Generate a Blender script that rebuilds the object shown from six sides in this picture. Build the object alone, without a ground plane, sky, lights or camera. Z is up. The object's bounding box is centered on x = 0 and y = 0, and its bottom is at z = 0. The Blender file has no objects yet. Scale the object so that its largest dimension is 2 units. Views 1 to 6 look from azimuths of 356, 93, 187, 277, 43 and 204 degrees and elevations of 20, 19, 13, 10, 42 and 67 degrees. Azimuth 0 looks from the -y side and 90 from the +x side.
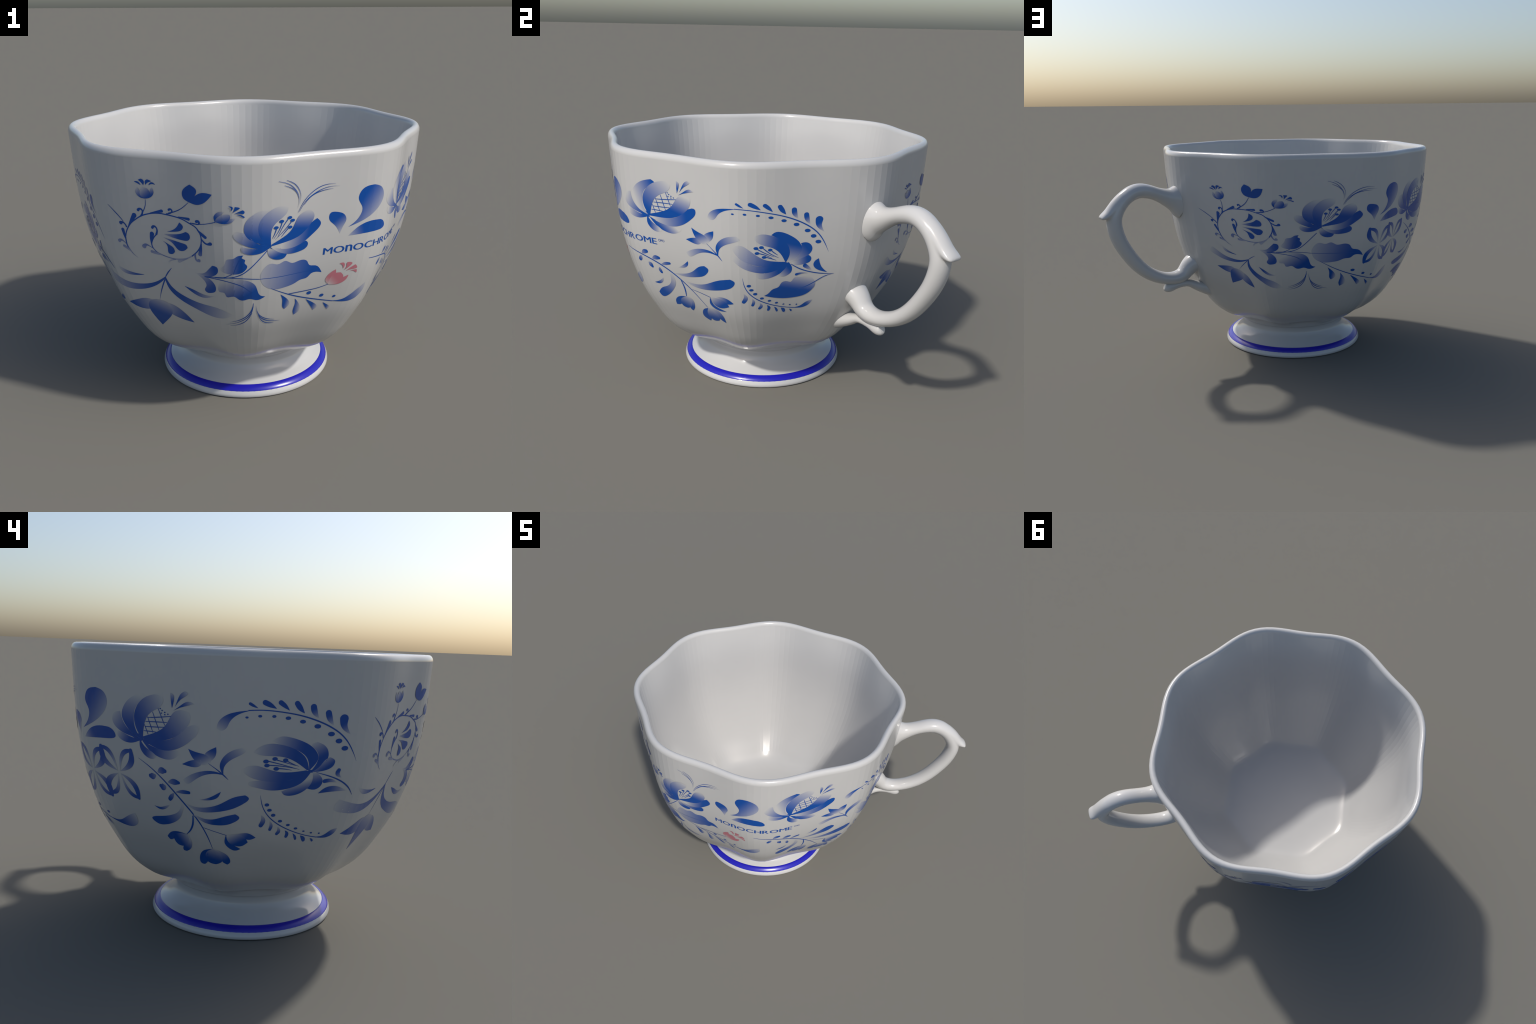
import bpy, bmesh, math, random
import numpy as np
from mathutils import Vector, Matrix

random.seed(7)
# ------------------------------------------------------------------ frame
CX, CY = -0.0773, -0.0108          # axis of the cup
LOBES, PHASE = 8, math.radians(40.5)   # eight soft corners, one under the handle
HANDLE_AZ = math.radians(41.0)
COLS = 136                         # the wall is made of 136 narrow flat facets

# ------------------------------------------------------------------ splines
def cubic(xk, yk, x):
    """natural cubic spline"""
    xk = np.asarray(xk, float); yk = np.asarray(yk, float); x = np.asarray(x, float)
    n = len(xk); h = np.diff(xk)
    A = np.zeros((n, n)); b = np.zeros(n); A[0, 0] = A[-1, -1] = 1
    for i in range(1, n - 1):
        A[i, i-1] = h[i-1]; A[i, i] = 2 * (h[i-1] + h[i]); A[i, i+1] = h[i]
        b[i] = 6 * ((yk[i+1]-yk[i])/h[i] - (yk[i]-yk[i-1])/h[i-1])
    m = np.linalg.solve(A, b)
    i = np.clip(np.searchsorted(xk, x) - 1, 0, n - 2); t = x - xk[i]
    return (yk[i] + t*((yk[i+1]-yk[i])/h[i] - h[i]*(2*m[i]+m[i+1])/6)
            + t**2*m[i]/2 + t**3*(m[i+1]-m[i])/(6*h[i]))

def through(points, n):
    """smooth curve through control points of any dimension (chord-length spline)"""
    P = np.asarray(points, float)
    if len(P) == 2:
        t = np.linspace(0, 1, n)[:, None]
        return P[0] + (P[1]-P[0])*t
    d = np.linalg.norm(np.diff(P, axis=0), axis=1); u = np.concatenate([[0], np.cumsum(np.maximum(d, 1e-9))])
    u /= u[-1]; t = np.linspace(0, 1, n)
    return np.stack([cubic(u, P[:, k], t) for k in range(P.shape[1])], 1)

# ------------------------------------------------------------------ wall shape
Z_EDGE, Z_RIM = 0.238, 1.360
_zk = [0.238, 0.255, 0.28, 0.32, 0.38, 0.46, 0.56, 0.68, 0.82, 1.00, 1.20, 1.363]
_rk = [0.443, 0.492, 0.5350, 0.5835, 0.636, 0.688, 0.746, 0.7965, 0.840, 0.8725, 0.8900, 0.8990]
_az = [0.238, 0.30, 0.40, 0.70, 1.00, 1.20, 1.30, 1.363]
_ak = [0.0175, 0.0200, 0.0225, 0.0215, 0.0210, 0.0215, 0.0220, 0.0228]
def wall_R(z):
    return cubic(_zk, _rk, z)
def wall_A(z):
    """depth of the lobes, deepest at the rim"""
    return np.interp(z, _az, _ak)
def sharpness(z):
    """corners are tighter and the panels flatter on the wall than on the rim"""
    return np.interp(z, [1.0, 1.2, 1.36], [0.065, 0.05, 0.0])
def wave(th, z):
    p = th - PHASE
    return np.cos(LOBES*p) + sharpness(z)*np.cos(2*LOBES*p)
def wall_r(th, z):
    return wall_R(z) + wall_A(z)*wave(th, z)
def wall_point(th, z, off=0.0):
    r = wall_r(th, z)
    P = np.stack([CX + r*np.cos(th), CY + r*np.sin(th), np.broadcast_to(z, np.shape(r)) + 0*r], -1)
    if np.any(off):
        P = P + off*wall_normal(th, z)
    return P
def wall_normal(th, z):
    e = 1e-4
    a = wall_point(th+e, z) - wall_point(th-e, z)
    b = wall_point(th, z+e) - wall_point(th, z-e)
    n = np.cross(a, b)
    return n / np.linalg.norm(n, axis=-1, keepdims=True)

# ------------------------------------------------------------------ materials
def principled(name, rough, coat=0.0):
    m = bpy.data.materials.new(name); m.use_nodes = True
    nt = m.node_tree; b = nt.nodes['Principled BSDF']
    b.inputs['Roughness'].default_value = rough
    b.inputs['Coat Weight'].default_value = coat
    b.inputs['Coat Roughness'].default_value = 0.06
    if 'paint' in name: b.inputs['Specular IOR Level'].default_value = 0.38
    return m, nt, b

GLAZE = (0.452, 0.450, 0.444, 1)
FOOTWHITE = (0.475, 0.473, 0.468, 1)
COBALT = (0.002, 0.058, 0.285, 1)
ROSE = (0.41, 0.138, 0.172, 1)
RING = (0.012, 0.010, 0.345, 1)

def mottled(name, col, rough, amount=0.006, coat=0.0):
    """plain glaze with a very faint cloudiness"""
    m, nt, b = principled(name, rough, coat)
    tc = nt.nodes.new('ShaderNodeTexCoord'); no = nt.nodes.new('ShaderNodeTexNoise')
    no.inputs['Scale'].default_value = 9.0; no.inputs['Detail'].default_value = 3.0
    rp = nt.nodes.new('ShaderNodeValToRGB')
    lo = tuple(c*(1-amount) for c in col[:3]) + (1,); hi = tuple(min(1, c*(1+amount)) for c in col[:3]) + (1,)
    rp.color_ramp.elements[0].position = 0.3; rp.color_ramp.elements[0].color = lo
    rp.color_ramp.elements[1].position = 0.7; rp.color_ramp.elements[1].color = hi
    nt.links.new(tc.outputs['Object'], no.inputs['Vector'])
    nt.links.new(no.outputs['Fac'], rp.inputs['Fac'])
    nt.links.new(rp.outputs['Color'], b.inputs['Base Color'])
    return m

def fading(name, dark, light, rough):
    """brush stroke paling along the stroke's own x axis (0 = full colour, 1 = bare glaze)"""
    m, nt, b = principled(name, rough)
    tc = nt.nodes.new('ShaderNodeTexCoord'); sx = nt.nodes.new('ShaderNodeSeparateXYZ')
    mr = nt.nodes.new('ShaderNodeMapRange'); mr.clamp = True; mr.interpolation_type = 'LINEAR'
    mx = nt.nodes.new('ShaderNodeMix'); mx.data_type = 'RGBA'
    nt.links.new(tc.outputs['Object'], sx.inputs['Vector'])
    nt.links.new(sx.outputs['X'], mr.inputs['Value'])
    pw = nt.nodes.new('ShaderNodeMath'); pw.operation = 'POWER'; pw.inputs[1].default_value = 1.6
    nt.links.new(mr.outputs['Result'], pw.inputs[0]); nt.links.new(pw.outputs[0], mx.inputs['Factor'])
    mx.inputs['A'].default_value = dark; mx.inputs['B'].default_value = light
    nt.links.new(mx.outputs['Result'], b.inputs['Base Color'])
    return m

M_BODY = mottled('porcelain_glaze', GLAZE, 0.18)
M_HANDLE = mottled('handle_glaze', (0.475, 0.472, 0.465, 1), 0.14)
M_FOOT = mottled('foot_glaze', FOOTWHITE, 0.12)
M_RING = mottled('blue_band_enamel', RING, 0.25, 0.05)
M_COB = mottled('cobalt_paint', COBALT, 0.28, 0.06)
M_COBFADE = fading('cobalt_paint_fading', COBALT, GLAZE, 0.26)
M_ROSE = mottled('rose_paint', ROSE, 0.28, 0.06)
M_ROSEFADE = fading('rose_paint_fading', ROSE, GLAZE, 0.26)

# ------------------------------------------------------------------ mesh helpers
def new_object(name, verts, faces, mat, parent=None, smooth=True):
    me = bpy.data.meshes.new(name)
    me.from_pydata([tuple(map(float, v)) for v in verts], [], faces)
    me.materials.append(mat)
    me.polygons.foreach_set('use_smooth', [smooth]*len(me.polygons))
    me.update()
    ob = bpy.data.objects.new(name, me)
    bpy.context.scene.collection.objects.link(ob)
    if parent: ob.parent = parent
    return ob

def lathe(name, rings, mat, parent, cols=COLS, cap_end=False, flat_rows=()):
    """rings: list of (R, z, wave amount); rows listed in flat_rows are flat shaded"""
    th = (np.arange(cols) + 0.5)*2*math.pi/cols
    V = []
    for R, z, a in rings:
        r = R + a*wave(th, z)
        V += list(np.stack([CX + r*np.cos(th), CY + r*np.sin(th), 0*th + z], 1))
    F = []; smooth = []
    for i in range(len(rings)-1):
        for j in range(cols):
            k = (j+1) % cols
            F.append((i*cols+j, i*cols+k, (i+1)*cols+k, (i+1)*cols+j)); smooth.append(i not in flat_rows)
    if cap_end:
        F.append(tuple((len(rings)-1)*cols + j for j in range(cols))); smooth.append(True)
    ob = new_object(name, V, F, mat, parent)
    ob.data.polygons.foreach_set('use_smooth', smooth)
    return ob

cup = bpy.data.objects.new('teacup', None)
bpy.context.scene.collection.objects.link(cup)
cup.location = (0, 0, 0)
cup['label'] = 'white eight-lobed porcelain teacup with cobalt blue floral painting'
cup['category'] = 'tea cup'

# ------------------------------------------------------------------ body: outer wall, bead rim, inner wall, floor
T = 0.045                                            # wall thickness
outer = [(float(wall_R(z)), float(z), float(wall_A(z))) for z in Z_EDGE + (Z_RIM-Z_EDGE)*np.linspace(0, 1, 90)**1.35]
bead = []
for k in range(1, 12):                               # rounded lip
    a = math.pi*k/12
    bead.append((0.8990 - T/2 + T/2*math.cos(a), Z_RIM + 0.031*math.sin(a), 0.0228))
inner_pts = [(0.8990-T, Z_RIM, 0.0228), (0.8450, 1.30, 0.0228), (0.8330, 1.20, 0.0210), (0.8170, 1.00, 0.0180), (0.786, 0.82, 0.0170), (0.741, 0.68, 0.0175),
             (0.685, 0.56, 0.017), (0.621, 0.46, 0.016), (0.562, 0.388, 0.015), (0.518, 0.341, 0.014), (0.482, 0.314, 0.013), (0.445, 0.301, 0.012), (0.40, 0.295, 0.011), (0.35, 0.292, 0.010)]
inner = [tuple(p) for p in through(inner_pts, 80)]
floor = [(0.30, 0.2915, 0.008), (0.2, 0.291, 0.004), (0.1, 0.291, 0.002), (0.02, 0.291, 0.0)]
rings = outer + bead + inner + floor
n_o, n_b = len(outer), len(bead)
flat = set(range(0, n_o-1)) | set(range(n_o+n_b, n_o+n_b+66))
body = lathe('body', rings, M_BODY, cup, cap_end=True, flat_rows=flat)

# underside between wavy edge and neck
under_pts = [(0.443, 0.238, 0.0175), (0.430, 0.231, 0.0180), (0.411, 0.220, 0.016), (0.396, 0.206, 0.006), (0.388, 0.195, 0.001), (0.3845, 0.189, 0.0)]
under = lathe('body_underside', [tuple(p) for p in through(under_pts, 18)][::-1], M_BODY, cup)

# ------------------------------------------------------------------ foot
foot_pts = [(0.350, 0.205), (0.372, 0.197), (0.3838, 0.189), (0.374, 0.181), (0.3635, 0.168), (0.3605, 0.150), (0.365, 0.130), (0.380, 0.107), (0.407, 0.081), (0.4436, 0.0590),
            (0.462, 0.0465), (0.4740, 0.0365), (0.4815, 0.024), (0.4847, 0.0105), (0.4815, 0.002), (0.470, 0.0), (0.440, 0.0005)]
foot = lathe('foot', [(p[0], p[1], 0.0) for p in through(foot_pts, 90)][::-1], M_FOOT, cup, cols=192)
band_c = (0.4585, 0.0470)                             # raised blue enamel band lying on the slope
sl = math.atan2(0.0364-0.0596, 0.4725-0.4436)
band = []
for k in range(0, 13):
    a = math.pi*k/12
    x, y = -0.0212*math.cos(a), 0.0062*math.sin(a) - 0.0006
    band.append((band_c[0] + x*math.cos(sl) - y*math.sin(sl), band_c[1] + x*math.sin(sl) + y*math.cos(sl), 0.0))
ring = lathe('blue_band', band[::-1], M_RING, cup, cols=96)

# ------------------------------------------------------------------ handle
U = np.array([math.cos(HANDLE_AZ), math.sin(HANDLE_AZ), 0.0])   # outward
Nn = np.array([-math.sin(HANDLE_AZ), math.cos(HANDLE_AZ), 0.0])  # sideways
AX = np.array([CX, CY, 0.0])
def sweep(ctrl, n, seg=40, power=2.0):
    """ctrl rows: rho, z, half width in the handle plane, half width across it"""
    S = through(ctrl, n)
    t = np.gradient(S[:, :2], axis=0); t /= np.linalg.norm(t, axis=1, keepdims=True)
    V = []; F = []
    for (rho, z, wi, wo), (tx, tz) in zip(S, t):
        side = np.array([-tz, tx])
        for j in range(seg):
            a = 2*math.pi*j/seg; c, s = math.cos(a), math.sin(a)
            c = math.copysign(abs(c)**(2/power), c); s = math.copysign(abs(s)**(2/power), s)
            q = np.array([rho, z]) + side*wi*c
            V.append(AX + U*q[0] + np.array([0, 0, q[1]]) + Nn*wo*s)
    for i in range(n-1):
        for j in range(seg):
            k = (j+1) % seg
            F.append((i*seg+j, i*seg+k, (i+1)*seg+k, (i+1)*seg+j))
    F.append(tuple(range(seg))[::-1]); F.append(tuple((n-1)*seg+j for j in range(seg)))
    return V, F

loop_ctrl = [
    (0.865, 1.079, 0.117, 0.090), (0.893, 1.087, 0.104, 0.079), (0.917, 1.093, 0.087, 0.070), (0.950, 1.100, 0.064, 0.060), (0.995, 1.116, 0.048, 0.053), (1.045, 1.136, 0.042, 0.051),
    (1.099, 1.153, 0.044, 0.052), (1.157, 1.158, 0.046, 0.053), (1.208, 1.142, 0.046, 0.054), (1.253, 1.108, 0.045, 0.055),
    (1.291, 1.058, 0.045, 0.056), (1.314, 0.996, 0.046, 0.057), (1.310, 0.932, 0.046, 0.057), (1.284, 0.854, 0.045, 0.056),
    (1.243, 0.781, 0.044, 0.055), (1.188, 0.706, 0.043, 0.054), (1.122, 0.644, 0.041, 0.053), (1.046, 0.601, 0.0395, 0.052),
    (0.978, 0.581, 0.0395, 0.052), (0.918, 0.579, 0.043, 0.053), (0.872, 0.596, 0.047, 0.055), (0.841, 0.625, 0.054, 0.061), (0.814, 0.649, 0.060, 0.069), (0.787, 0.663, 0.064, 0.077), (0.757, 0.671, 0.067, 0.084)]
spur_ctrl = [(1.160, 1.158, 0.030, 0.040), (1.208, 1.144, 0.040, 0.049), (1.256, 1.112, 0.044, 0.052), (1.306, 1.068, 0.041, 0.051), (1.352, 1.034, 0.029, 0.048), (1.385, 1.018, 0.017, 0.045), (1.394, 1.0135, 0.012, 0.040), (1.399, 1.011, 0.006, 0.028)]
parts = [sweep(loop_ctrl, 150), sweep(spur_ctrl, 60)]
V = []; F = []
for v, f in parts:
    o = len(V); V += v; F += [tuple(i+o for i in q) for q in f]
handle = new_object('handle', V, F, M_HANDLE, cup)
def fuse(ob, voxel, it):
    bpy.context.view_layer.objects.active = ob
    m = ob.modifiers.new('fuse', 'REMESH'); m.mode = 'VOXEL'; m.voxel_size = voxel; m.use_smooth_shade = True
    s = ob.modifiers.new('soften', 'SMOOTH'); s.factor = 0.5; s.iterations = it
    dg = bpy.context.evaluated_depsgraph_get()
    me = bpy.data.meshes.new_from_object(ob.evaluated_get(dg)); ob.modifiers.clear(); ob.data = me
    n = len(me.vertices); co = np.empty(n*3); me.vertices.foreach_get('co', co); co = co.reshape(-1, 3)
    dx, dy = co[:, 0]-CX, co[:, 1]-CY; th = np.arctan2(dy, dx); rho = np.hypot(dx, dy)
    lim = wall_r(th, np.clip(co[:, 2], Z_EDGE, Z_RIM)) - 0.018      # the ends stop inside the wall
    k = np.maximum(rho, lim)/rho
    co[:, 0] = CX + dx*k; co[:, 1] = CY + dy*k
    me.vertices.foreach_set('co', co.ravel())
    me.polygons.foreach_set('use_smooth', [True]*len(me.polygons)); me.update()
fuse(handle, 0.0045, 8)

prop_ctrl = [(1.008, 0.523, 0.012, 0.013), (1.000, 0.521, 0.026, 0.025), (0.983, 0.521, 0.032, 0.031), (0.937, 0.527, 0.028, 0.030), (0.882, 0.532, 0.024, 0.029), (0.836, 0.528, 0.024, 0.031),
             (0.790, 0.509, 0.030, 0.038), (0.744, 0.491, 0.039, 0.048), (0.708, 0.481, 0.048, 0.057), (0.670, 0.470, 0.054, 0.064)]
v, f = sweep(prop_ctrl, 70)
prop = new_object('handle_prop', v, f, M_HANDLE, cup)
fuse(prop, 0.004, 4)

#DECOR-START#
# ------------------------------------------------------------------ painted decoration
# Every brush stroke is a thin skin of enamel lying on the wall.  Motifs are drawn in millimetres
# (x to the right along the wall, y up) round an anchor; a Painter lays them on the cup.
PAINTS = {'cobalt': (M_COB, M_COBFADE), 'rose': (M_ROSE, M_ROSEFADE)}
STEP = 2*math.pi/COLS
def facet_angle(th):
    return (np.floor(th/STEP - 0.5) + 1.0)*STEP

def on_facets(th, z, lift):
    """point on the flat facets of the wall (not on the ideal curve), lifted by the enamel's thickness"""
    t0 = (np.floor(th/STEP - 0.5) + 0.5)*STEP
    A, B = wall_point(t0, z), wall_point(t0 + STEP, z)
    dx, dy = np.cos(th), np.sin(th)
    a = dx*(A[..., 1]-CY) - dy*(A[..., 0]-CX); b = dx*(B[..., 1]-CY) - dy*(B[..., 0]-CX)
    s = (a/(a-b))[..., None]
    return A + (B-A)*s + lift*wall_normal(t0 + STEP/2, z)

def lay(kind, grid, paint, fade, lift):
    """grid: rows x cols x (theta, z) -> enamel skin with the wall's own facet normals"""
    th, z = grid[..., 0], np.clip(grid[..., 1], Z_EDGE + 0.002, Z_RIM)
    P = on_facets(th, z, lift)
    r, c = th.shape
    F = [(i*c+j, (i+1)*c+j, (i+1)*c+j+1, i*c+j+1) for i in range(r-1) for j in range(c-1)]
    solid, fading_mat = PAINTS[paint]
    V = P.reshape(-1, 3)
    if fade is None:
        o = P[0].mean(0); R = np.eye(3); L = 1.0; mat = solid
    else:                                     # local x runs 0 -> 1 from full colour to bare glaze
        (ta, za), (tb, zb) = fade
        A = wall_point(np.array(ta), np.array(za)); Bq = wall_point(np.array(tb), np.array(zb))
        L = np.linalg.norm(Bq - A); x = (Bq - A)/L
        n = wall_normal(np.array(ta), np.array(za)); y = np.cross(n, x); y /= np.linalg.norm(y); n = np.cross(x, y)
        o = A; R = np.stack([x, y, n], 1); mat = fading_mat
    loc = (V - o) @ R / L
    thv, zv = th.ravel(), z.ravel()
    # orientation: the normal has to point outwards
    a, b, d = V[F[len(F)//2][0]], V[F[len(F)//2][1]], V[F[len(F)//2][2]]
    nn = np.cross(b-a, d-a)
    if nn @ np.array([a[0]-CX, a[1]-CY, 0.0]) < 0:
        F = [f[::-1] for f in F]
    ob = new_object(kind, loc, F, mat, body)
    me = ob.data
    Fa = np.array(F)
    ft = facet_angle(thv[Fa].mean(1))
    lt = np.repeat(ft, 4); lz = zv[Fa].ravel()
    N = wall_normal(lt, lz) @ R
    me.normals_split_custom_set([tuple(map(float, q)) for q in N])
    m4 = Matrix.Identity(4)
    for i in range(3):
        for j in range(3): m4[i][j] = float(R[i, j]*L)
        m4[i][3] = float(o[i])
    ob.matrix_basis = m4
    return ob

class Painter:
    R_REF = 0.85
    def __init__(self, theta, z, matrix=(1, 0, 0, 1), fades=None, layer=0.0):
        self.t, self.z, self.m, self.n = math.radians(theta), z, matrix, 0
        self.fades = fades; self.k = 0; self.layer = layer
    def wrap(self, q):
        q = np.asarray(q, float); a, b, c, d = self.m
        x = a*q[..., 0] + b*q[..., 1]; y = c*q[..., 0] + d*q[..., 1]
        return np.stack([self.t + x/1000/self.R_REF, self.z + y/1000], -1)
    def lift(self):
        self.n += 1
        return 0.0004 + self.layer + 0.00003*self.n
    def put(self, kind, grid, paint, fade):
        if fade is not None:
            fade = [tuple(self.wrap(f)) for f in fade]
        return lay(kind, self.wrap(grid), paint, fade, self.lift())
    def line(self, kind, pts, fade=None, paint='cobalt'):
        """stroke along a spine; each control point carries its half width; blunt ends are rounded"""
        P = np.asarray(pts, float)
        length = np.linalg.norm(np.diff(P[:, :2], axis=0), axis=1).sum()
        n = int(min(90, max(14, length/4)))
        C = through(P[:, :2], n)
        d = np.linalg.norm(np.diff(P[:, :2], axis=0), axis=1); u = np.concatenate([[0], np.cumsum(d)])/d.sum()
        w = np.interp(np.linspace(0, 1, n), u, P[:, 2])
        if len(P) <= 5:                       # swelling strokes are smooth, not kinked
            w = np.maximum(cubic(u, P[:, 2], np.linspace(0, 1, n)), 0.25*w)
        t = np.gradient(C, axis=0); t /= np.maximum(np.linalg.norm(t, axis=1, keepdims=True), 1e-9)
        e = P[-1, 2]
        if e > 3:                             # round brush end
            k = np.linspace(0, math.pi/2, 8)[1:]
            C = np.vstack([C, C[-1] + t[-1]*e*np.sin(k)[:, None]])
            w = np.concatenate([w, e*np.cos(k) + 0.02]); t = np.vstack([t, np.repeat(t[-1:], len(k), 0)])
        side = np.stack([-t[:, 1], t[:, 0]], 1)
        m = 5 if w.max() > 5 else 3
        s = np.linspace(-1, 1, m)
        grid = C[:, None, :] + side[:, None, :]*(w[:, None, None]*s[None, :, None])
        return self.put(kind, grid, paint, fade)
    def blade(self, kind, left, right, fade=None, paint='cobalt'):
        """petal or leaf spanned between its two edges"""
        if self.fades is not None and kind == 'petal':
            if self.k in self.fades: fade = self.fades[self.k]
            self.k += 1
        n = 34
        l, r = through(left, n), through(right, n)
        wmax = np.linalg.norm(l - r, axis=1).max()
        m = int(min(14, max(4, wmax/8))) + 1
        s = np.linspace(0, 1, m)[None, :, None]
        return self.put(kind, l[:, None]*(1-s) + r[:, None]*s, paint, fade)
    def dot(self, kind, c, rx, ry):
        a = np.linspace(0, 2*math.pi, 25)[None, :, None]; q = np.array([0.02, 0.5, 1.0])[:, None, None]
        grid = np.concatenate([c[0] + rx*q*np.cos(a), c[1] + ry*q*np.sin(a)], -1)
        return self.put(kind, grid, 'cobalt', None)
    def quatrefoil(self, cx, cy, dx, dy):
        """four open petals, each two brush arcs fading towards the heart"""
        for sx in (-1, 1):
            for sy in (-1, 1):
                tip = np.array([cx + sx*dx, cy + sy*dy]); c = np.array([cx + sx*8, cy + sy*6])
                mid = (tip + c)/2; d = tip - c; nrm = np.array([-d[1], d[0]])/np.linalg.norm(d)
                for k, (bulge, w) in enumerate(((0.20, 12.5), (-0.19, 8.5))):
                    b = -bulge*sx*sy*np.linalg.norm(d)
                    q1 = c + d*0.35 + nrm*b*0.85; q2 = c + d*0.72 + nrm*b
                    self.line('petal_outline', [(*c, 1.0), (*q1, w*0.8), (*q2, w*1.25), (*tip, w*0.75)],
                              fade=(tuple(c + d*(0.75 if k == 0 else 0.9)), tuple(c + d*(-0.15 if k == 0 else 0.05))))

def medallion(p):
    p.line('tendril', [(-64, 19, 2.8), (-79, 3, 2.8), (-90, -15, 2.8), (-96, -35, 2.8), (-91, -53, 2.5)])
    p.line('tendril', [(-91, -53, 2.5), (-76, -69, 2.8), (-52, -80, 2.8), (-21, -88, 2.8), (14, -92, 2.8), (43, -89, 2.8), (73, -81, 2.8), (102, -65, 2.8)], fade=((-189, -27), (-19, -260)))
    p.line('tendril', [(102, -65, 2.8), (124, -45, 2.7), (141, -23, 2.7), (151, 3, 2.7), (153, 27, 2.7), (149, 48, 2.7), (141, 64, 2.7), (127, 79, 2.7), (105, 90, 2.7), (80, 102, 2.7), (54, 110, 2.7), (24, 115, 2.7), (-6, 118, 2.7), (-40, 120, 2.7), (-71, 117, 2.7), (-103, 109, 2.8), (-132, 97, 2.8), (-158, 80, 2.8), (-182, 61, 2.8), (-201, 38, 2.8), (-215, 14, 2.8), (-225, -15, 2.9)])
    p.line('tendril', [(-225, -15, 3.2), (-226, -39, 3.5), (-223, -60, 3.8), (-211, -83, 3.2), (-197, -101, 2.2), (-179, -113, 0.6)], fade=((-229, -26), (-189, -145)))
    p.line('leaflet', [(-203, 38, 1.3), (-182, 70, 6.9), (-164, 97, 11.1)])
    p.line('leaflet', [(-227, -27, 1.6), (-230, -2, 6.3), (-233, 20, 8.2)])
    p.line('leaflet', [(-207, -90, 1.3), (-227, -71, 6.4), (-242, -63, 7.0)], fade=((-220, 3), (-224, -121)))
    p.line('leaflet', [(-85, 117, 1.2), (-50, 126, 4.9), (-27, 132, 7.3)])
    p.line('leaflet', [(51, 115, 1.2), (81, 112, 4.8), (100, 110, 6.6)])
    p.line('leaflet', [(136, 67, 1.5), (157, 47, 6.6), (172, 35, 6.6)])
    p.line('leaflet', [(153, 3, 1.5), (147, -28, 6.7), (143, -50, 9.1)], fade=((143, -15), (138, -120)))
    p.line('leaflet', [(80, -80, 1.5), (53, -92, 5.0), (34, -101, 7.5)], fade=((60, -10), (38, -129)))
    p.line('leaflet', [(-49, -82, 1.3), (-77, -76, 6.3), (-101, -71, 6.9)], fade=((-112, 18), (-81, -136)))
    p.line('leaflet', [(-97, -30, 1.9), (-93, -5, 7.5), (-87, 18, 10.5)])
    p.line('curl', [(-134, 95, 3.7), (-121, 116, 3.7), (-123, 128, 3.7), (-134, 131, 4.9), (-141, 125, 6.8)])
    p.line('curl', [(-6, 122, 2.4), (18, 129, 3.0), (24, 139, 3.6), (16, 146, 4.2), (9, 142, 5.4)])
    p.line('curl', [(106, 94, 1.8), (131, 92, 2.7), (148, 96, 3.9), (145, 105, 5.9), (136, 104, 6.5)])
    p.line('curl', [(153, 28, 1.8), (164, 12, 3.6), (178, 4, 4.2), (192, 7, 8.1)])
    p.line('curl', [(119, -51, 3.7), (119, -71, 4.0), (125, -83, 4.9), (134, -82, 8.0)], fade=((125, -1), (119, -159)))
    p.line('curl', [(18, -94, 1.9), (-11, -104, 2.8), (-24, -117, 2.8)], fade=((27, -49), (-19, -120)))
    p.line('curl', [(-91, -53, 1.9), (-111, -43, 2.5), (-126, -40, 6.3), (-136, -49, 10.4)], fade=((-105, 19), (-152, -128)))
    p.line('curl', [(-66, 17, 4.9), (-59, 38, 3.7), (-64, 53, 3.7), (-75, 56, 5.5), (-81, 49, 6.2)])
    p.line('curl', [(-210, 34, 3.8), (-217, 49, 3.1), (-227, 56, 4.4), (-238, 52, 8.5)])
    p.line('curl', [(-227, -51, 1.6), (-241, -38, 2.6), (-254, -34, 5.7), (-263, -40, 8.3)], fade=((-224, 20), (-279, -106)))
    p.line('stem', [(-296, 130, 0.6), (-255, 95, 2.2), (-223, 61, 1.3)])
    p.line('stem', [(-101, 178, 0.9), (-102, 157, 1.5), (-110, 134, 1.8), (-124, 110, 2.5)])
    p.line('stem', [(5, 126, 2.4), (32, 135, 2.4), (64, 151, 1.8), (88, 170, 1.5), (105, 186, 0.9)])
    p.line('stem', [(118, 91, 1.8), (147, 93, 1.8), (182, 99, 1.5), (218, 110, 1.8)])
    p.blade('fan_petal', [(-11, 38), (27, 55), (45, 73), (55, 90)], [(-11, 38), (34, 44), (64, 57), (71, 71), (55, 90)])
    p.blade('fan_petal', [(-27, 25), (22, 30), (59, 38), (82, 49)], [(-27, 25), (21, 13), (65, 7), (94, 12), (101, 26), (95, 43), (82, 49)], fade=((46, 25), (-41, 24)))
    p.blade('fan_petal', [(-33, 8), (26, -1), (63, -8), (81, -15), (85, -27)], [(-33, 8), (17, -19), (42, -45), (66, -43), (85, -27)], fade=((28, -15), (-49, 12)))
    p.blade('fan_petal', [(-39, -7), (-7, -23), (16, -40), (19, -55)], [(-39, -7), (-15, -34), (-12, -67), (5, -68), (19, -55)])
    p.blade('petal', [(-103, 181), (-131, 188), (-144, 209), (-135, 229)], [(-103, 181), (-119, 194), (-123, 214), (-135, 229)], fade=((-118, 181), (-143, 230)))
    p.blade('petal', [(-101, 181), (-76, 203), (-73, 225), (-64, 235)], [(-101, 181), (-72, 191), (-57, 216), (-64, 235)], fade=((-63, 200), (-72, 239)))
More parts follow.
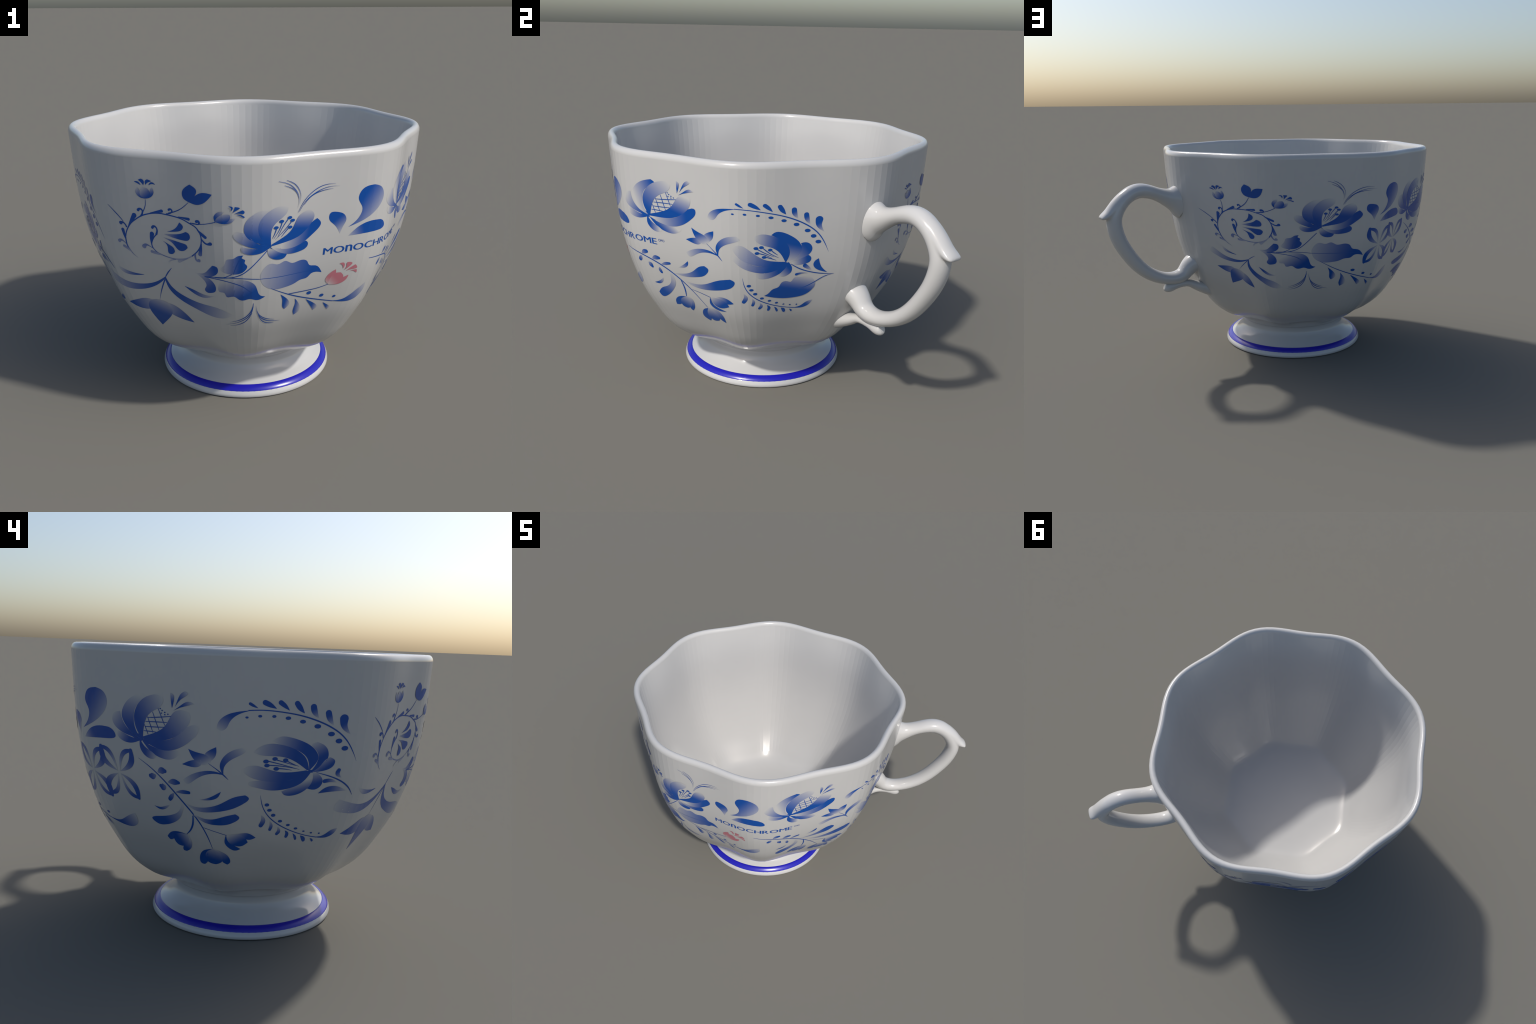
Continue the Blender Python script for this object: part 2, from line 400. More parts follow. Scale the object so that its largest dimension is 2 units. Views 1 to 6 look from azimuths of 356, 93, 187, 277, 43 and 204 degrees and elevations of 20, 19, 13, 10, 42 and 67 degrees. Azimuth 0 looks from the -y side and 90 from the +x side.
    p.blade('petal', [(-103, 181), (-121, 192), (-123, 211), (-110, 230)], [(-103, 181), (-82, 190), (-75, 209), (-87, 227), (-110, 230)], fade=((-87, 188), (-118, 230)))
    p.line('sepal', [(-145, 254, 0.6), (-130, 252, 4.2), (-116, 241, 0.6)])
    p.line('sepal', [(-47, 249, 0.6), (-63, 254, 4.2), (-78, 244, 0.6)])
    p.blade('sepal', [(-103, 241), (-114, 254), (-126, 263)], [(-103, 241), (-100, 262), (-110, 269), (-126, 263)])
    p.blade('sepal', [(-93, 243), (-92, 263), (-83, 269)], [(-93, 243), (-79, 256), (-65, 262), (-83, 269)])
    p.blade('leaf', [(109, 187), (82, 204), (79, 230), (115, 266)], [(109, 187), (132, 213), (143, 243), (115, 266)])
    p.blade('leaf', [(109, 187), (133, 215), (164, 234), (209, 231)], [(109, 187), (143, 180), (177, 194), (209, 231)])
    p.blade('petal', [(217, 111), (213, 134), (229, 155), (257, 160)], [(217, 111), (226, 131), (243, 144), (257, 160)], fade=((219, 127), (253, 165)))
    p.blade('petal', [(221, 110), (258, 120), (286, 131), (302, 132)], [(221, 110), (253, 105), (286, 115), (302, 132)], fade=((256, 107), (295, 142)))
    p.blade('petal', [(218, 111), (229, 133), (257, 148), (277, 148)], [(218, 111), (249, 107), (275, 123), (280, 140), (277, 148)], fade=((256, 112), (246, 155)))
    p.line('sepal', [(274, 184, 0.5), (287, 179, 3.8), (284, 165, 0.5)])
    p.blade('sepal', [(289, 157), (296, 171), (298, 183)], [(289, 157), (309, 170), (318, 177), (298, 183)])
    p.blade('sepal', [(294, 151), (316, 163), (329, 169)], [(294, 151), (318, 154), (334, 154), (336, 162), (329, 169)])
    p.line('sepal', [(305, 148, 0.5), (322, 145, 2.9), (333, 138, 3.3)])

def spray(p):
    p.blade('leaf', [(-186, 162), (-125, 145), (-76, 139), (-37, 139)], [(-186, 162), (-164, 135), (-112, 125), (-38, 137)], fade=((-65, 133), (-179, 166)))
    p.blade('leaf', [(80, 147), (21, 109), (-65, 83), (-150, 80), (-226, 98), (-276, 114)], [(78, 137), (37, 102), (-23, 68), (-95, 46), (-170, 39), (-240, 48), (-295, 71), (-276, 114)], fade=((2, 86), (-301, 121)))
    p.blade('leaf', [(79, 143), (97, 98), (165, 47), (256, 21), (345, 8), (411, -25)], [(72, 130), (82, 80), (127, 27), (216, -18), (293, -45), (364, -47), (411, -25)], fade=((144, 30), (409, -25)))
    p.line('stem', [(121, 197, 0.8), (102, 176, 2.6), (79, 145, 2.4)])
    p.line('stem', [(71, 128, 3.2), (33, 58, 2.4), (6, 1, 0.8)], fade=((40, 66), (-5, -27)))
    p.blade('leaf', [(173, 110), (225, 95), (280, 77), (326, 78)], [(173, 110), (213, 79), (268, 60), (302, 67), (326, 78)], fade=((206, 95), (329, 76)))
    p.blade('petal', [(-216, -58), (-121, -17), (-67, -3), (-1, -19)], [(-216, -58), (-150, -74), (-80, -71), (-9, -42)], fade=((-172, -55), (8, 7)))
    p.blade('petal', [(-7, -27), (64, -15), (117, -43), (149, -76), (176, -115)], [(-11, -39), (41, -79), (102, -105), (176, -115)], fade=((153, -94), (10, -7)))
    p.blade('petal', [(-58, -175), (-75, -110), (-76, -47), (-55, -15), (-14, 0)], [(-58, -175), (18, -114), (60, -56), (56, -20), (-14, 0)], fade=((-28, -86), (31, 17)))

def peony(p):
    p.dot('flower_heart', (-63, 4), 23.2, 7.6)
    p.dot('flower_heart', (-43, -3), 14.9, 7.1)
    p.dot('flower_heart', (-11, -12), 20.7, 6.1)
    p.blade('petal', [(-30, -5), (-94, 19), (-138, 62), (-172, 71)], [(-30, -10), (-87, -10), (-150, 14), (-179, 38), (-185, 56), (-172, 71)], fade=((-99, -2), (-169, 80)))
    p.blade('petal', [(-30, -4), (-94, 19), (-136, 54), (-142, 83), (-131, 121), (-103, 148), (-72, 162), (-40, 160)], [(-30, -4), (-66, 30), (-83, 66), (-78, 108), (-40, 160)], fade=((-94, 28), (-65, 170)))
    p.blade('petal', [(-36, -8), (-94, -10), (-131, -4), (-151, 2)], [(-36, -12), (-70, -31), (-113, -37), (-145, -27), (-155, -10), (-151, 2)], fade=((-103, -31), (-147, 17)))
    p.blade('petal', [(-43, -16), (-21, -19), (19, -40), (43, -51)], [(-45, -17), (-37, -52), (-14, -69), (10, -73), (34, -66), (43, -51)], fade=((-6, -62), (-26, -10)))
    p.blade('petal', [(-28, -7), (31, -21), (85, -18), (129, 1)], [(-31, -10), (6, -37), (60, -52), (107, -46), (139, -27), (141, -11), (129, 1)], fade=((87, -43), (-9, 4)))
    p.blade('petal', [(-29, -2), (30, 7), (109, 39), (155, 86), (178, 100)], [(-28, -7), (45, -26), (112, -8), (164, 31), (197, 78), (178, 100)], fade=((145, 34), (28, 53)))
    p.blade('petal', [(-30, -4), (-71, 33), (-85, 77), (-74, 123), (-37, 159), (9, 174), (42, 167)], [(-30, -4), (-32, 34), (-23, 86), (13, 121), (36, 144), (42, 167)], fade=((-56, 32), (6, 186)))
    p.blade('petal', [(-29, 4), (16, 28), (59, 62), (78, 99), (96, 126), (135, 144)], [(-27, -4), (30, 7), (98, 29), (147, 77), (163, 117), (154, 134), (135, 144)], fade=((102, 61), (113, 149)))
    p.line('stamen', [(15, 100, 2.2), (8, 77, 1.7), (-19, 30, 0.5)])
    p.line('stamen', [(-9, 73, 2.2), (-15, 54, 1.7), (-26, 31, 0.5)])
    p.line('stamen', [(42, 114, 2.2), (24, 88, 1.7), (-2, 36, 0.5)])
    p.line('stamen', [(56, 98, 2.2), (35, 73, 1.7), (-12, 26, 0.5)])
    p.line('stamen', [(43, 70, 2.2), (28, 53, 1.7), (13, 34, 0.5)])
    p.dot('anther', (13, 106), 10.7, 7.1)
    p.dot('anther', (-10, 80), 10.5, 6.9)
    p.dot('anther', (49, 119), 10.4, 6.8)
    p.dot('anther', (62, 105), 10.6, 6.9)
    p.dot('anther', (52, 75), 10.1, 6.9)
    p.line('feather_line', [(-4, 283, 0.7), (41, 267, 1.2), (72, 238, 1.6), (87, 206, 1.3), (84, 158, 0.2)], fade=((59, 267), (92, 149)))
    p.line('feather_line', [(30, 285, 0.7), (64, 267, 1.4), (85, 242, 1.4), (95, 213, 0.9), (91, 175, 0.2)], fade=((59, 267), (92, 149)))
    p.line('feather_line', [(21, 263, 0.7), (54, 248, 1.4), (78, 225, 1.6), (88, 194, 0.4)], fade=((59, 267), (92, 149)))
    p.line('feather_line', [(85, 136, 0.4), (114, 188, 1.3), (152, 224, 1.6), (204, 247, 1.3), (255, 249, 0.4)], fade=((165, 230), (334, 264)))
    p.line('feather_line', [(91, 139, 0.4), (122, 187, 1.3), (166, 218, 1.6), (218, 236, 1.1), (275, 237, 0.2)], fade=((165, 230), (334, 264)))
    p.line('feather_line', [(112, 168, 0.5), (140, 200, 1.5), (179, 219, 1.6), (245, 228, 0.4)], fade=((165, 230), (334, 264)))

def leafy_stem(p):
    p.blade('leaf', [(-354, 93), (-304, 100), (-284, 120), (-265, 142)], [(-354, 93), (-306, 80), (-262, 90), (-241, 113), (-245, 137), (-265, 142)], fade=((-253, 115), (-354, 90)))
    p.blade('leaf', [(-354, 93), (-312, 62), (-302, 30), (-312, 7), (-302, -5), (-283, -5)], [(-354, 93), (-295, 79), (-268, 57), (-256, 26), (-263, 4), (-283, -5)], fade=((-272, 15), (-347, 92)))
    p.blade('leaf', [(-181, 106), (-212, 112), (-229, 124), (-210, 154), (-200, 178), (-174, 184), (-155, 197), (-130, 201)], [(-181, 106), (-150, 110), (-124, 127), (-116, 151), (-126, 166), (-123, 178), (-137, 188), (-130, 201)], fade=((-143, 142), (-230, 152)))
    p.blade('leaf', [(-246, 31), (-234, 58), (-204, 75), (-157, 80), (-115, 74), (-81, 49), (-68, 12), (-57, -9), (-32, -19)], [(-246, 31), (-239, 7), (-219, 5), (-209, -16), (-175, -12), (-153, -28), (-129, -32), (-104, -25), (-76, -34), (-32, -19)], fade=((-115, -7), (-176, 91)))
    p.blade('leaf', [(-60, 97), (-46, 128), (-12, 151), (21, 143), (51, 155), (85, 139), (122, 146), (162, 136), (174, 115), (208, 107), (235, 84), (246, 65)], [(-60, 97), (-52, 58), (-29, 30), (9, 13), (66, 16), (112, 29), (140, 43), (173, 49), (190, 67), (218, 72), (246, 65)], fade=((196, 80), (-105, 95)))
    p.line('stem', [(-31, 217, 2.0), (-69, 173, 2.0), (-105, 134, 2.3), (-137, 108, 2.3), (-183, 90, 2.0), (-245, 81, 1.0)])
    p.line('stem', [(-181, 106, 1.7), (-213, 89, 1.7), (-255, 81, 1.0)])
    p.line('stem', [(-306, 80, 2.0), (-231, 73, 2.0), (-171, 59, 2.0), (-131, 40, 1.7), (-103, 14, 0.3)])
    p.line('stem', [(-306, 80, 2.0), (-163, 87, 2.0), (-65, 79, 1.7)])
    p.line('vein', [(-65, 79, 1.3), (23, 77, 1.4), (118, 81, 1.0), (212, 84, 0.3)])
    p.line('vein', [(-173, 107, 1.0), (-155, 161, 1.3), (-132, 200, 0.3)])
    p.line('stem', [(-6, 20, 1.0), (83, -28, 2.4), (206, -75, 2.9), (351, -116, 2.2)])
    p.blade('leaf', [(346, -113), (412, -113), (469, -81), (531, -46)], [(347, -116), (419, -132), (491, -128), (534, -87), (531, -46)], fade=((411, -124), (542, -45)))
    p.dot('dot', (199, -42), 13.2, 9.3)
    p.dot('dot', (275, -69), 12.1, 8.6)
    p.dot('dot', (350, -87), 9.5, 6.8)
    p.blade('drop', [(43, -22), (57, -60), (64, -103), (74, -114)], [(43, -22), (79, -52), (98, -87), (74, -114)], fade=((68, -81), (104, -84)))
    p.blade('drop', [(125, -61), (131, -94), (127, -140), (137, -163)], [(125, -61), (154, -98), (165, -138), (137, -163)], fade=((128, -121), (168, -120)))
    p.blade('drop', [(188, -77), (221, -118), (249, -154)], [(188, -77), (243, -110), (267, -138), (249, -154)], fade=((230, -127), (272, -134)))
    p.blade('drop', [(295, -114), (318, -146), (335, -164)], [(295, -114), (327, -134), (345, -154), (335, -164)], fade=((320, -145), (346, -150)))
    p.line('feather_line', [(-86, -51, 1.0), (-97, -97, 2.1), (-126, -133, 2.4), (-172, -158, 1.6), (-204, -168, 0.3)], fade=((-119, -133), (-231, -201)))
    p.line('feather_line', [(-87, -69, 0.8), (-100, -116, 2.1), (-134, -150, 2.1), (-173, -170, 1.6), (-225, -184, 0.3)], fade=((-119, -133), (-231, -201)))
    p.line('feather_line', [(-92, -109, 0.5), (-119, -153, 2.1), (-154, -177, 2.1), (-203, -190, 0.5)], fade=((-119, -133), (-231, -201)))
    p.line('feather_line', [(-75, -66, 0.3), (-59, -121, 2.1), (-26, -150, 2.1), (26, -167, 0.5)], fade=((-34, -154), (-63, 5)))
    p.line('feather_line', [(-72, -96, 0.3), (-50, -141, 2.1), (-8, -169, 2.1), (57, -180, 0.3)], fade=((-34, -154), (-63, 5)))
    p.line('feather_line', [(-62, -125, 0.5), (-37, -168, 2.1), (-2, -185, 1.9), (24, -189, 0.5)], fade=((-34, -154), (-63, 5)))

def red_tulip(p):
    p.line('stem', [(-197, -47, 2.4), (-108, -45, 2.1), (-26, -38, 1.8), (25, -25, 1.1)])
    p.blade('petal', [(13, -27), (-7, -2), (8, 31), (38, 49)], [(13, -27), (32, -6), (43, 23), (38, 49)], fade=((39, -1), (12, -40)), paint='rose')
    p.blade('petal', [(24, -29), (69, -8), (114, 7)], [(25, -33), (76, -34), (109, -13), (114, 7)], fade=((64, -18), (16, -41)), paint='rose')
    p.blade('petal', [(13, -28), (20, 10), (37, 27), (68, 28)], [(27, -33), (73, -24), (87, 1), (68, 28)], fade=((55, 0), (15, -36)), paint='rose')
    p.blade('sepal', [(75, 47), (68, 66), (51, 78)], [(75, 47), (80, 65), (74, 78), (51, 78)], paint='rose')
    p.blade('sepal', [(81, 39), (91, 59), (90, 77), (104, 78)], [(81, 39), (108, 55), (119, 70), (104, 78)], paint='rose')
    p.blade('sepal', [(94, 33), (119, 50), (139, 59)], [(94, 33), (131, 37), (152, 39), (139, 59)], paint='rose')
    p.blade('sepal', [(110, 26), (132, 31), (153, 30)], [(110, 26), (138, 24), (155, 13), (153, 30)], paint='rose')

def three_drops(p):
    p.blade('drop', [(-105, -49), (-136, -3), (-165, 31), (-160, 55), (-127, 57)], [(-105, -49), (-92, -12), (-81, 15), (-93, 42), (-127, 57)], fade=((-133, 22), (-87, -46)))
    p.blade('drop', [(-68, -22), (-20, 18), (-8, 62), (-31, 107), (-13, 150), (44, 162)], [(-68, -22), (9, 3), (75, 43), (108, 100), (87, 144), (44, 162)], fade=((-5, 113), (116, 18)))
    p.blade('drop', [(-62, -65), (-11, -24), (52, -9), (107, -14)], [(-62, -65), (20, -65), (93, -66), (146, -53), (135, -30), (107, -14)], fade=((15, -35), (-79, -73)))

def lattice_flower(p):
    p.dot('flower_heart', (-69, -68), 32.7, 12.2)
    p.dot('flower_heart', (-9, -84), 31.6, 12.1)
    p.dot('flower_heart', (-51, -78), 13.3, 8.4)
    p.blade('petal', [(-55, -78), (-123, -41), (-154, 2), (-161, 31)], [(-55, -80), (-134, -66), (-188, -43), (-210, -12), (-203, 15), (-161, 31)], fade=((-115, -58), (-202, 28)))
    p.blade('petal', [(-52, -74), (-109, -51), (-141, -16), (-153, 11), (-138, 56), (-86, 98), (-34, 114)], [(-52, -74), (-78, -39), (-84, 17), (-59, 66), (-13, 102), (-34, 114)], fade=((-101, -32), (-80, 112)))
    p.blade('petal', [(-55, -80), (-117, -73), (-155, -61), (-181, -55)], [(-56, -85), (-108, -101), (-150, -99), (-181, -83), (-188, -68), (-181, -55)], fade=((-119, -91), (-186, -50)))
    p.blade('petal', [(-41, -85), (4, -101), (86, -111), (136, -105)], [(-43, -85), (1, -126), (56, -147), (98, -149), (134, -134), (148, -116), (136, -105)], fade=((17, -108), (147, -116)))
    p.blade('petal', [(-53, -84), (-32, -108), (7, -127), (31, -142)], [(-59, -86), (-59, -116), (-36, -146), (-2, -158), (21, -153), (31, -142)], fade=((-34, -126), (34, -146)))
    p.blade('petal', [(-43, -78), (48, -73), (126, -53), (183, -6), (208, 5)], [(-44, -81), (4, -99), (85, -112), (159, -89), (212, -47), (231, -14), (225, 4), (208, 5)], fade=((47, -83), (231, 8)))
    p.blade('petal', [(-46, -74), (-72, -38), (-82, 17), (-59, 66), (-13, 101), (33, 115)], [(-38, -66), (-27, -16), (-7, 22), (30, 49), (71, 75), (79, 101), (59, 114), (33, 115)], fade=((-63, -2), (82, 101)))
    p.blade('petal', [(-38, -66), (25, -45), (81, -13), (109, 25), (131, 52), (159, 62)], [(-45, -76), (34, -75), (114, -58), (172, -19), (198, 22), (195, 51), (159, 62)], fade=((63, -49), (195, 59)))
    p.line('lattice_line', [(52, 61, 1.4), (68, 27, 2.1), (84, -8, 1.4)])
    p.line('lattice_line', [(23, 43, 1.5), (39, 3, 2.1), (54, -31, 1.5)])
    p.line('lattice_line', [(-6, 21, 1.5), (8, -13, 2.1), (20, -44, 1.5)])
    p.line('lattice_line', [(-26, -13, 1.5), (-16, -34, 2.1), (-7, -55, 1.5)])
    p.line('lattice_line', [(-7, 17, 1.5), (56, 24, 2.1), (116, 33, 1.4)])
    p.line('lattice_line', [(-18, -1, 1.5), (39, 3, 2.1), (95, 6, 1.4)])
    p.line('lattice_line', [(-23, -22, 1.5), (32, -19, 2.1), (82, -15, 1.5)])
    p.line('lattice_line', [(-31, -41, 1.5), (3, -40, 2.1), (38, -40, 1.5)])
    p.dot('dot', (64, 60), 3.6, 2.9)
    p.dot('dot', (73, 53), 3.6, 2.9)
    p.dot('dot', (86, 46), 3.5, 2.9)
    p.dot('dot', (69, 42), 3.6, 2.9)
    p.dot('dot', (86, 37), 3.5, 2.9)
    p.dot('dot', (101, 40), 3.4, 2.9)
    p.blade('plume', [(121, 66), (116, 102), (114, 128)], [(121, 66), (130, 99), (129, 119), (114, 128)], fade=((123, 88), (116, 132)))
    p.blade('plume', [(134, 72), (148, 104), (166, 131), (178, 137)], [(134, 72), (159, 103), (185, 122), (191, 129), (178, 137)], fade=((150, 102), (191, 139)))
    p.blade('plume', [(127, 57), (159, 80), (193, 97), (214, 89)], [(127, 57), (152, 69), (184, 80), (214, 89)], fade=((163, 77), (215, 95)))

def star_bud(p):
    p.blade('petal', [(-108, -30), (-75, -13), (-49, -6), (-14, -4)], [(-108, -30), (-73, -37), (-37, -34), (-14, -4)], fade=((-79, -23), (-8, -21)))
    p.blade('petal', [(12, -7), (-13, 17), (7, 38), (31, 51)], [(12, -7), (27, 11), (32, 31), (31, 51)], fade=((25, 37), (4, -13)))
    p.blade('petal', [(-79, 37), (-42, 25), (-8, 16), (14, -3)], [(-79, 37), (-60, -1), (-40, -19), (4, -20), (14, -3)], fade=((-48, 19), (-18, -34)))
    p.line('stem', [(1, -18, 0.9), (34, -43, 1.9), (57, -63, 2.9), (78, -85, 0.6)])
    p.blade('leaf', [(56, -62), (45, -28), (58, 9), (97, 40), (130, 49)], [(59, -62), (62, -31), (80, -7), (122, 18), (145, 38), (130, 49)], fade=((52, -31), (142, 49)))
    p.blade('leaf', [(56, -60), (19, -50), (-25, -53), (-78, -75), (-109, -97)], [(57, -65), (25, -61), (-19, -70), (-59, -95), (-94, -112), (-109, -97)], fade=((22, -56), (-115, -102)))

def garland(p):
    p.blade('leaf', [(-233, 92), (-281, 85), (-321, 70), (-349, 39), (-354, 17)], [(-233, 90), (-280, 71), (-306, 43), (-321, 15), (-337, 8), (-354, 17)], fade=((-298, 75), (-340, 1)))
    p.line('stem', [(-236, 92, 2.2), (-182, 94, 2.2), (-103, 88, 2.5), (-33, 77, 2.8), (32, 59, 3.2), (97, 31, 3.2), (153, -8, 2.9), (194, -58, 2.3), (227, -115, 0.3)])
    p.line('drop', [(-199, 102, 0.3), (-218, 112, 5.3), (-230, 119, 5.9)])
    p.line('drop', [(-125, 101, 0.3), (-155, 117, 10.0), (-172, 125, 10.6)])
    p.line('drop', [(-73, 95, 0.3), (-95, 115, 8.8), (-110, 126, 9.7)])
    p.line('drop', [(-12, 85, 0.3), (-32, 107, 10.7), (-44, 124, 10.7)])
    p.line('drop', [(46, 67, 0.3), (27, 93, 11.7), (22, 112, 12.0)], fade=((25, 104), (47, 63)))
    p.line('drop', [(108, 38, 0.3), (89, 68, 11.5), (83, 89, 11.8)], fade=((86, 80), (109, 35)))
    p.line('drop', [(182, 1, 0.3), (150, 41, 14.1), (148, 66, 17.9)], fade=((150, 48), (183, -5)))
    p.dot('dot', (-241, 64), 6.3, 4.4)
    p.dot('dot', (-190, 70), 8.0, 5.4)
    p.dot('dot', (-134, 70), 8.5, 5.7)
    p.dot('dot', (-77, 64), 11.4, 7.0)
    p.dot('dot', (-17, 51), 12.0, 7.7)
    p.dot('dot', (44, 33), 13.5, 9.1)
    p.dot('dot', (102, 2), 14.0, 9.5)
    p.dot('dot', (136, -27), 13.8, 10.0)
    p.dot('dot', (165, -58), 14.2, 10.1)

def side_peony(p):
    p.dot('flower_heart', (94, -28), 11.6, 7.5)
    p.blade('petal', [(87, -24), (119, 35), (96, 72), (54, 98), (-5, 116), (-41, 118), (-78, 99)], [(87, -24), (74, 28), (32, 61), (-35, 83), (-78, 99)], fade=((63, 78), (-76, 112)))
    p.blade('petal', [(94, -28), (118, 18), (110, 59), (88, 87), (109, 98)], [(97, -30), (146, 2), (159, 52), (142, 82), (109, 98)], fade=((135, 32), (93, 101)))
    p.blade('petal', [(101, -29), (130, -5), (152, 25), (168, 34)], [(101, -31), (156, -22), (186, -2), (190, 19), (168, 34)], fade=((170, -5), (141, 35)))
    p.blade('petal', [(104, -33), (106, -71), (88, -103)], [(121, -34), (149, -64), (146, -90), (125, -107), (88, -103)], fade=((119, -85), (101, -29)))
    p.blade('petal', [(91, -33), (66, -74), (15, -101), (-22, -117)], [(104, -33), (104, -78), (73, -117), (20, -136), (-13, -129), (-22, -117)], fade=((37, -131), (20, -82)))
    p.blade('petal', [(91, -28), (44, -54), (-39, -73), (-124, -68), (-163, -74)], [(96, -31), (66, -74), (9, -103), (-70, -112), (-136, -99), (-167, -81), (-163, -74)], fade=((-21, -89), (-170, -67)))
    p.blade('petal', [(87, -24), (67, 31), (25, 64), (-35, 84), (-84, 88), (-131, 71), (-150, 52)], [(76, -21), (30, 11), (-22, 32), (-81, 37), (-130, 43), (-150, 52)], fade=((28, 34), (-156, 63)))
    p.blade('petal', [(75, -23), (7, -32), (-43, -30), (-94, -17), (-144, -4), (-169, -7)], [(92, -28), (44, -54), (-39, -74), (-124, -66), (-174, -44), (-190, -23), (-169, -7)], fade=((-7, -50), (-188, -7)))
    p.line('stamen', [(-88, 15, 2.2), (-46, 5, 1.9), (33, -16, 0.6)])
    p.line('stamen', [(-82, -2, 2.2), (-28, -6, 1.9), (46, -19, 0.6)])
    p.line('stamen', [(-52, 20, 2.2), (-20, 11, 1.9), (28, -3, 0.6)])
    p.line('stamen', [(-9, 16, 2.2), (11, 6, 1.9), (42, -6, 0.6)])
    p.line('stamen', [(-44, -16, 2.3), (-17, -18, 1.9), (13, -23, 0.6)])
    p.dot('anther', (-98, 14), 11.8, 8.3)
    p.dot('anther', (-93, -3), 11.5, 7.7)
    p.dot('anther', (-61, 25), 11.5, 8.0)
    p.dot('anther', (-16, 20), 11.2, 8.0)
    p.dot('anther', (-53, -17), 12.0, 8.1)

def side_twig(p):
    p.line('stem', [(-59, 18, 1.0), (-2, 2, 2.3), (54, -22, 3.0), (95, -53, 2.7), (122, -87, 0.7)])
    p.line('drop', [(50, -5, 0.3), (31, 16, 9.2), (35, 28, 7.9)], fade=((32, 24), (52, -11)))
    p.line('drop', [(35, -26, 0.7), (1, -17, 7.9), (-19, -20, 8.5)], fade=((-15, -19), (37, -25)))
    p.blade('leaf', [(-38, -75), (-16, -53), (23, -42), (87, -66)], [(-38, -75), (28, -67), (87, -66)], fade=((-8, -60), (93, -63)))

def lower_garland(p):
    p.line('stem', [(-112, 97, 0.3), (-104, 59, 1.8), (-87, 22, 2.2), (-52, -17, 2.5), (-2, -50, 2.5), (68, -80, 2.2), (136, -99, 1.9), (181, -107, 2.2)])
    p.blade('leaf', [(177, -105), (214, -97), (241, -76), (277, -65)], [(178, -108), (230, -110), (263, -93), (277, -65)], fade=((244, -95), (278, -61)))
    p.line('drop', [(-103, 5, 0.3), (-91, -22, 10.6), (-100, -45, 10.3)], fade=((-100, -45), (-103, 9)))
    p.line('drop', [(-59, -24, 0.3), (-50, -50, 7.8), (-54, -66, 7.5)], fade=((-54, -66), (-60, -21)))
    p.line('drop', [(-18, -53, 0.3), (-10, -78, 8.8), (-17, -88, 7.6)], fade=((-17, -88), (-18, -49)))
    p.line('drop', [(21, -72, 0.3), (34, -91, 8.2), (32, -102, 7.6)])
    p.line('drop', [(62, -87, 0.3), (77, -106, 6.1), (81, -115, 5.7)])
    p.line('drop', [(101, -98, 0.3), (120, -116, 9.0), (123, -122, 7.7)])
    p.line('drop', [(152, -112, 0.3), (164, -122, 4.8), (166, -125, 4.8)])
    p.dot('dot', (-80, 52), 10.6, 7.5)
    p.dot('dot', (-66, 27), 10.8, 6.9)
    p.dot('dot', (-46, 3), 10.7, 7.4)
    p.dot('dot', (-10, -26), 10.2, 6.4)
    p.dot('dot', (31, -45), 9.2, 5.8)
    p.dot('dot', (71, -62), 8.8, 5.5)
    p.dot('dot', (112, -76), 6.0, 3.7)
    p.dot('dot', (150, -84), 5.6, 3.7)
    p.dot('dot', (189, -87), 4.7, 3.8)

